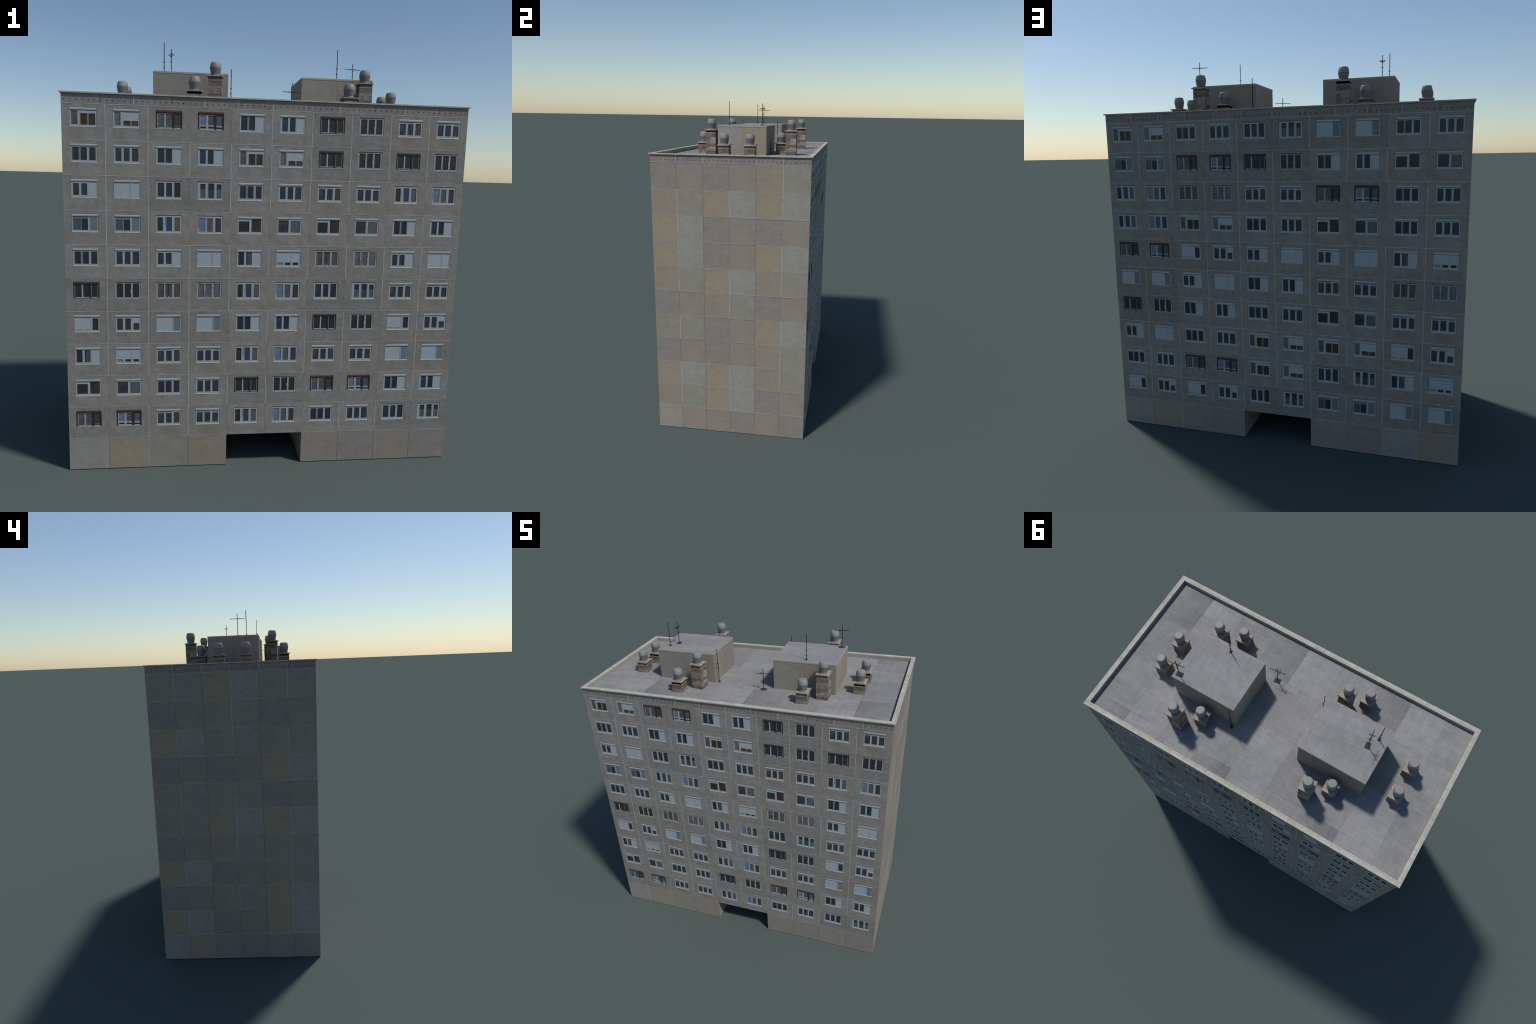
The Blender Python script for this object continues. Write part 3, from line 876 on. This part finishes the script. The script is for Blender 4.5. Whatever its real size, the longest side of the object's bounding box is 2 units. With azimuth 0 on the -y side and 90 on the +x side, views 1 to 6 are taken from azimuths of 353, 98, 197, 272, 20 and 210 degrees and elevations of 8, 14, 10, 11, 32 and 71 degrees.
# courses from the top: height, blocks as (share of width, material, bulge)
COURSES = [
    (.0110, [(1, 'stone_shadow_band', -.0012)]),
    (.0090, [(1, 'stone_beige', .0006)]),
    (.0110, [(1, 'stone_brown', -.0003)]),
    (.0110, [(.40, 'stone_grey', 0), (.60, 'stone_brown', 0)]),
    (.0140, [(.40, 'stone_mixed', -.0004), (.60, 'stone_pale', .0007)]),
    (.0240, [(.36, 'stone_grey', 0), (.64, 'stone_pale', .0008)]),
    (.0150, [(.38, 'stone_grey', .0003), (.62, 'stone_brown', -.0003)]),
    (.0090, [(.38, 'stone_brown', 0), (.62, 'stone_mixed', .0004)]),
    (.0110, [(1, 'stone_mixed', .0004)]),
    (.0110, [(1, 'stone_beige', .0008)]),
    (.0200, [(1, 'stone_brown', 0)]),
]
def shaft_mesh(height):
    b = Build()
    c = CW / 2 - .0012
    b.box(-c, c, -c, c, -.004, height, 'mortar')
    z = height
    for h, blocks in COURSES:
        z0 = max(z - h, -.004)
        if z <= .0005:
            break
        for q in range(4):
            m = Matrix.Rotation(q * math.pi / 2, 3, 'Z')
            x = -CW / 2
            for share, mat, bulge in blocks:
                x1 = x + share * CW
                g = .0004
                xa = x + (g if x > -CW / 2 + 1e-5 else -bulge + .0001)
                xb = x1 - g if x1 < CW / 2 - 1e-5 else x1 + bulge - .0001
                yo = -CW / 2 - bulge
                k = len(b.v)
                b.box(xa, xb, yo, -c + .001, z0 + g, z - g, mat, skip='b')
                b.v[k:] = [tuple(m @ Vector(p)) for p in b.v[k:]]
                x = x1
        z -= h
    return b.mesh('chimney_shaft')

def slab_mesh():
    """weathered cap slab with chipped edges"""
    rnd = random.Random(11)
    b = Build()
    r, n, h = .0375, 9, .0062
    side = [-r + 2 * r * i / n for i in range(n + 1)]
    loop = [(x, -r) for x in side[:-1]] + [(r, y) for y in side[:-1]] + \
           [(x, r) for x in reversed(side[1:])] + [(-r, y) for y in reversed(side[1:])]
    jag = lambda p: (p[0] * rnd.uniform(.945, 1.01), p[1] * rnd.uniform(.945, 1.01))
    low = [jag(p) for p in loop]
    top = [(p[0] * rnd.uniform(.97, 1.0), p[1] * rnd.uniform(.97, 1.0)) for p in low]
    zt = [h + rnd.uniform(-.0014, .0003) for _ in top]
    m = len(loop)
    for i in range(m):
        j = (i + 1) % m
        b.quad([(*low[i], 0), (*low[j], 0), (*top[j], zt[j]), (*top[i], zt[i])], 'stone_slab')
        b.quad([(*top[i], zt[i]), (*top[j], zt[j]), (0, 0, h)], 'stone_slab')
        b.quad([(*low[j], 0), (*low[i], 0), (0, 0, 0)], 'stone_slab')
    return b.mesh('chimney_slab')

VENT = [(.0226, 0), (.0226, .0030), (.0216, .0034), (.0222, .008), (.0240, .018), (.0263, .0300), (.0270, .0345), (.0271, .0360), (.0273, .0375),
        (.0269, .0430), (.0255, .0500), (.0234, .0570), (.0216, .0610), (.0200, .0626), (.0180, .0631), (.0, .0633)]
def ventilator_mesh(hole):
    b = Build()
    n = 24
    for (ra, za), (rb, zb) in zip(VENT, VENT[1:]):
        mat = 'ventilator_metal_shaded' if zb <= .0346 else 'ventilator_seam' if zb <= .0361 else 'ventilator_metal'
        for i in range(n):
            a0, a1 = 2 * math.pi * i / n, 2 * math.pi * (i + 1) / n
            p = lambda r, a, z: (r * math.cos(a), r * math.sin(a), z)
            if rb > 0:
                b.quad([p(ra, a0, za), p(ra, a1, za), p(rb, a1, zb), p(rb, a0, zb)], mat)
            else:
                b.quad([p(ra, a0, za), p(ra, a1, za), (0, 0, zb)], mat)
    if hole:                      # small round hole on the far side, drawn as a dark disc
        cx, cz, r = .0085, .0285, .0026
        ring = []
        for i in range(10):
            a = 2 * math.pi * i / 10
            x, z = cx + r * math.cos(a), cz + r * math.sin(a)
            ring.append((x, math.sqrt(max(0, .0270 ** 2 - x * x)) + .0002, z))
        b.quad(ring[::-1], 'black_hole')
        for i in range(10):
            q, w = ring[i], ring[(i + 1) % 10]
            b.quad([q, w, (w[0], w[1] - .003, w[2]), (q[0], q[1] - .003, q[2])], 'black_hole')
    me = b.mesh('ventilator', smooth=True)
    for p in me.polygons:
        if abs(p.normal.z) > .95:
            p.use_smooth = False
    return me

TALL, SHORT = .1432, .0622
SHAFT = {TALL: shaft_mesh(TALL), SHORT: shaft_mesh(SHORT)}
SLAB = slab_mesh()
CAP = {True: ventilator_mesh(True), False: ventilator_mesh(False)}
CHIMNEYS = [  # x, y, height, turn in degrees, dark disc for a hole
    (-.6940, -.080, SHORT, 0, False), (-.6930, .075, SHORT, 0, False),
    (-.3432, -.301, SHORT, -2, True), (-.2463, -.230, TALL, -6, False),
    (-.3104, .2825, TALL, 2, False), (-.4061, .2097, SHORT, 0, True),
    (.3887, -.276, SHORT, 0, True), (.4840, -.201, TALL, -2, False),
    (.6642, -.0805, SHORT, 0, False), (.6676, .0748, SHORT, 0, False),
    (.4320, .2896, TALL, 0, False), (.3360, .2145, SHORT, 4, True)]
for x, y, h, deg, hole in CHIMNEYS:
    c = put('chimney', SHAFT[h], root, (x, y, ZR), math.radians(deg))
    put('chimney_slab', SLAB, c, (0, 0, h))
    put('ventilator', CAP[hole], c, (0, 0, h + .0060))

# -------------------------------------------------------------------- aerials
def rod(b, p, q, r, mat, n=8):
    p, q = Vector(p), Vector(q)
    d = (q - p).normalized()
    u = d.orthogonal().normalized()
    w = d.cross(u)
    ring = lambda c: [c + u * r * math.cos(2 * math.pi * i / n) + w * r * math.sin(2 * math.pi * i / n) for i in range(n)]
    A, B = ring(p), ring(q)
    for i in range(n):
        j = (i + 1) % n
        b.quad([A[i], A[j], B[j], B[i]], mat)
    b.quad(list(reversed(A)), mat)
    b.quad(B, mat)

def whip(x, y, z, top, turn=0.0):
    """plain whip aerial with two cross clamps on a small foot"""
    b = Build()
    h = top - z
    rod(b, (0, 0, 0), (0, 0, h), .0019, 'aerial_metal')
    for dz in (.0900, .1165):
        b.box(-.0062, .0062, -.0012, .0012, h - dz - .0012, h - dz + .0012, 'aerial_metal')
    ob = put('aerial', b.mesh('aerial_whip'), root, (x, y, z), turn)
    f = Build()
    f.box(-.0064, .0064, -.0085, .0085, 0, .0040, 'aerial_foot')
    put('aerial_foot', f.mesh('aerial_foot', .0004), ob)

def yagi(x, y, z, h, turn):
    """mast with a boom, short cross elements and a mesh reflector"""
    b = Build()
    rod(b, (0, 0, 0), (0, 0, h), .0019, 'aerial_metal')
    ob = put('aerial', b.mesh('aerial_mast'), root, (x, y, z), turn)
    e = Build()
    zb = h - .0295
    rod(e, (-.0440, 0, zb), (.0440, 0, zb), .0016, 'aerial_metal')
    rod(e, (.0105, -.0150, zb), (.0105, .0150, zb), .0011, 'aerial_metal', 6)
    for k in range(4):
        xx = -.0155 + .0025 * k
        rod(e, (xx, -.0140, zb - .0015 + .001 * k), (xx, .0140, zb - .0015 + .001 * k), .0006, 'aerial_metal', 6)
    rod(e, (-.0165, -.0140, zb - .0015), (-.0080, -.0140, zb + .0015), .0006, 'aerial_metal', 6)
    rod(e, (-.0165, .0140, zb - .0015), (-.0080, .0140, zb + .0015), .0006, 'aerial_metal', 6)
    for dz in (.0370, .0620):
        e.box(-.0012, .0012, -.0060, .0060, h - dz - .0012, h - dz + .0012, 'aerial_metal')
    put('aerial_boom', e.mesh('aerial_boom'), ob)
    f = Build()
    f.box(-.0165, .0165, -.0120, .0120, 0, .0045, 'aerial_foot')
    put('aerial_foot', f.mesh('aerial_foot', .0004), ob)

whip(-.4928, -.0790, PEN_Z, 2.0)
whip(.3645, -.1162, PEN_Z, 2.0)
whip(-.1662, -.1335, ZR, 1.8813)
whip(.1930, .1706, ZR, 1.8811)
yagi(-.4602, -.0250, PEN_Z, .1294, math.radians(97))
yagi(.1283, -.1777, ZR, .1287, math.radians(7))
yagi(.5120, .1210, PEN_Z, .1294, math.radians(7))
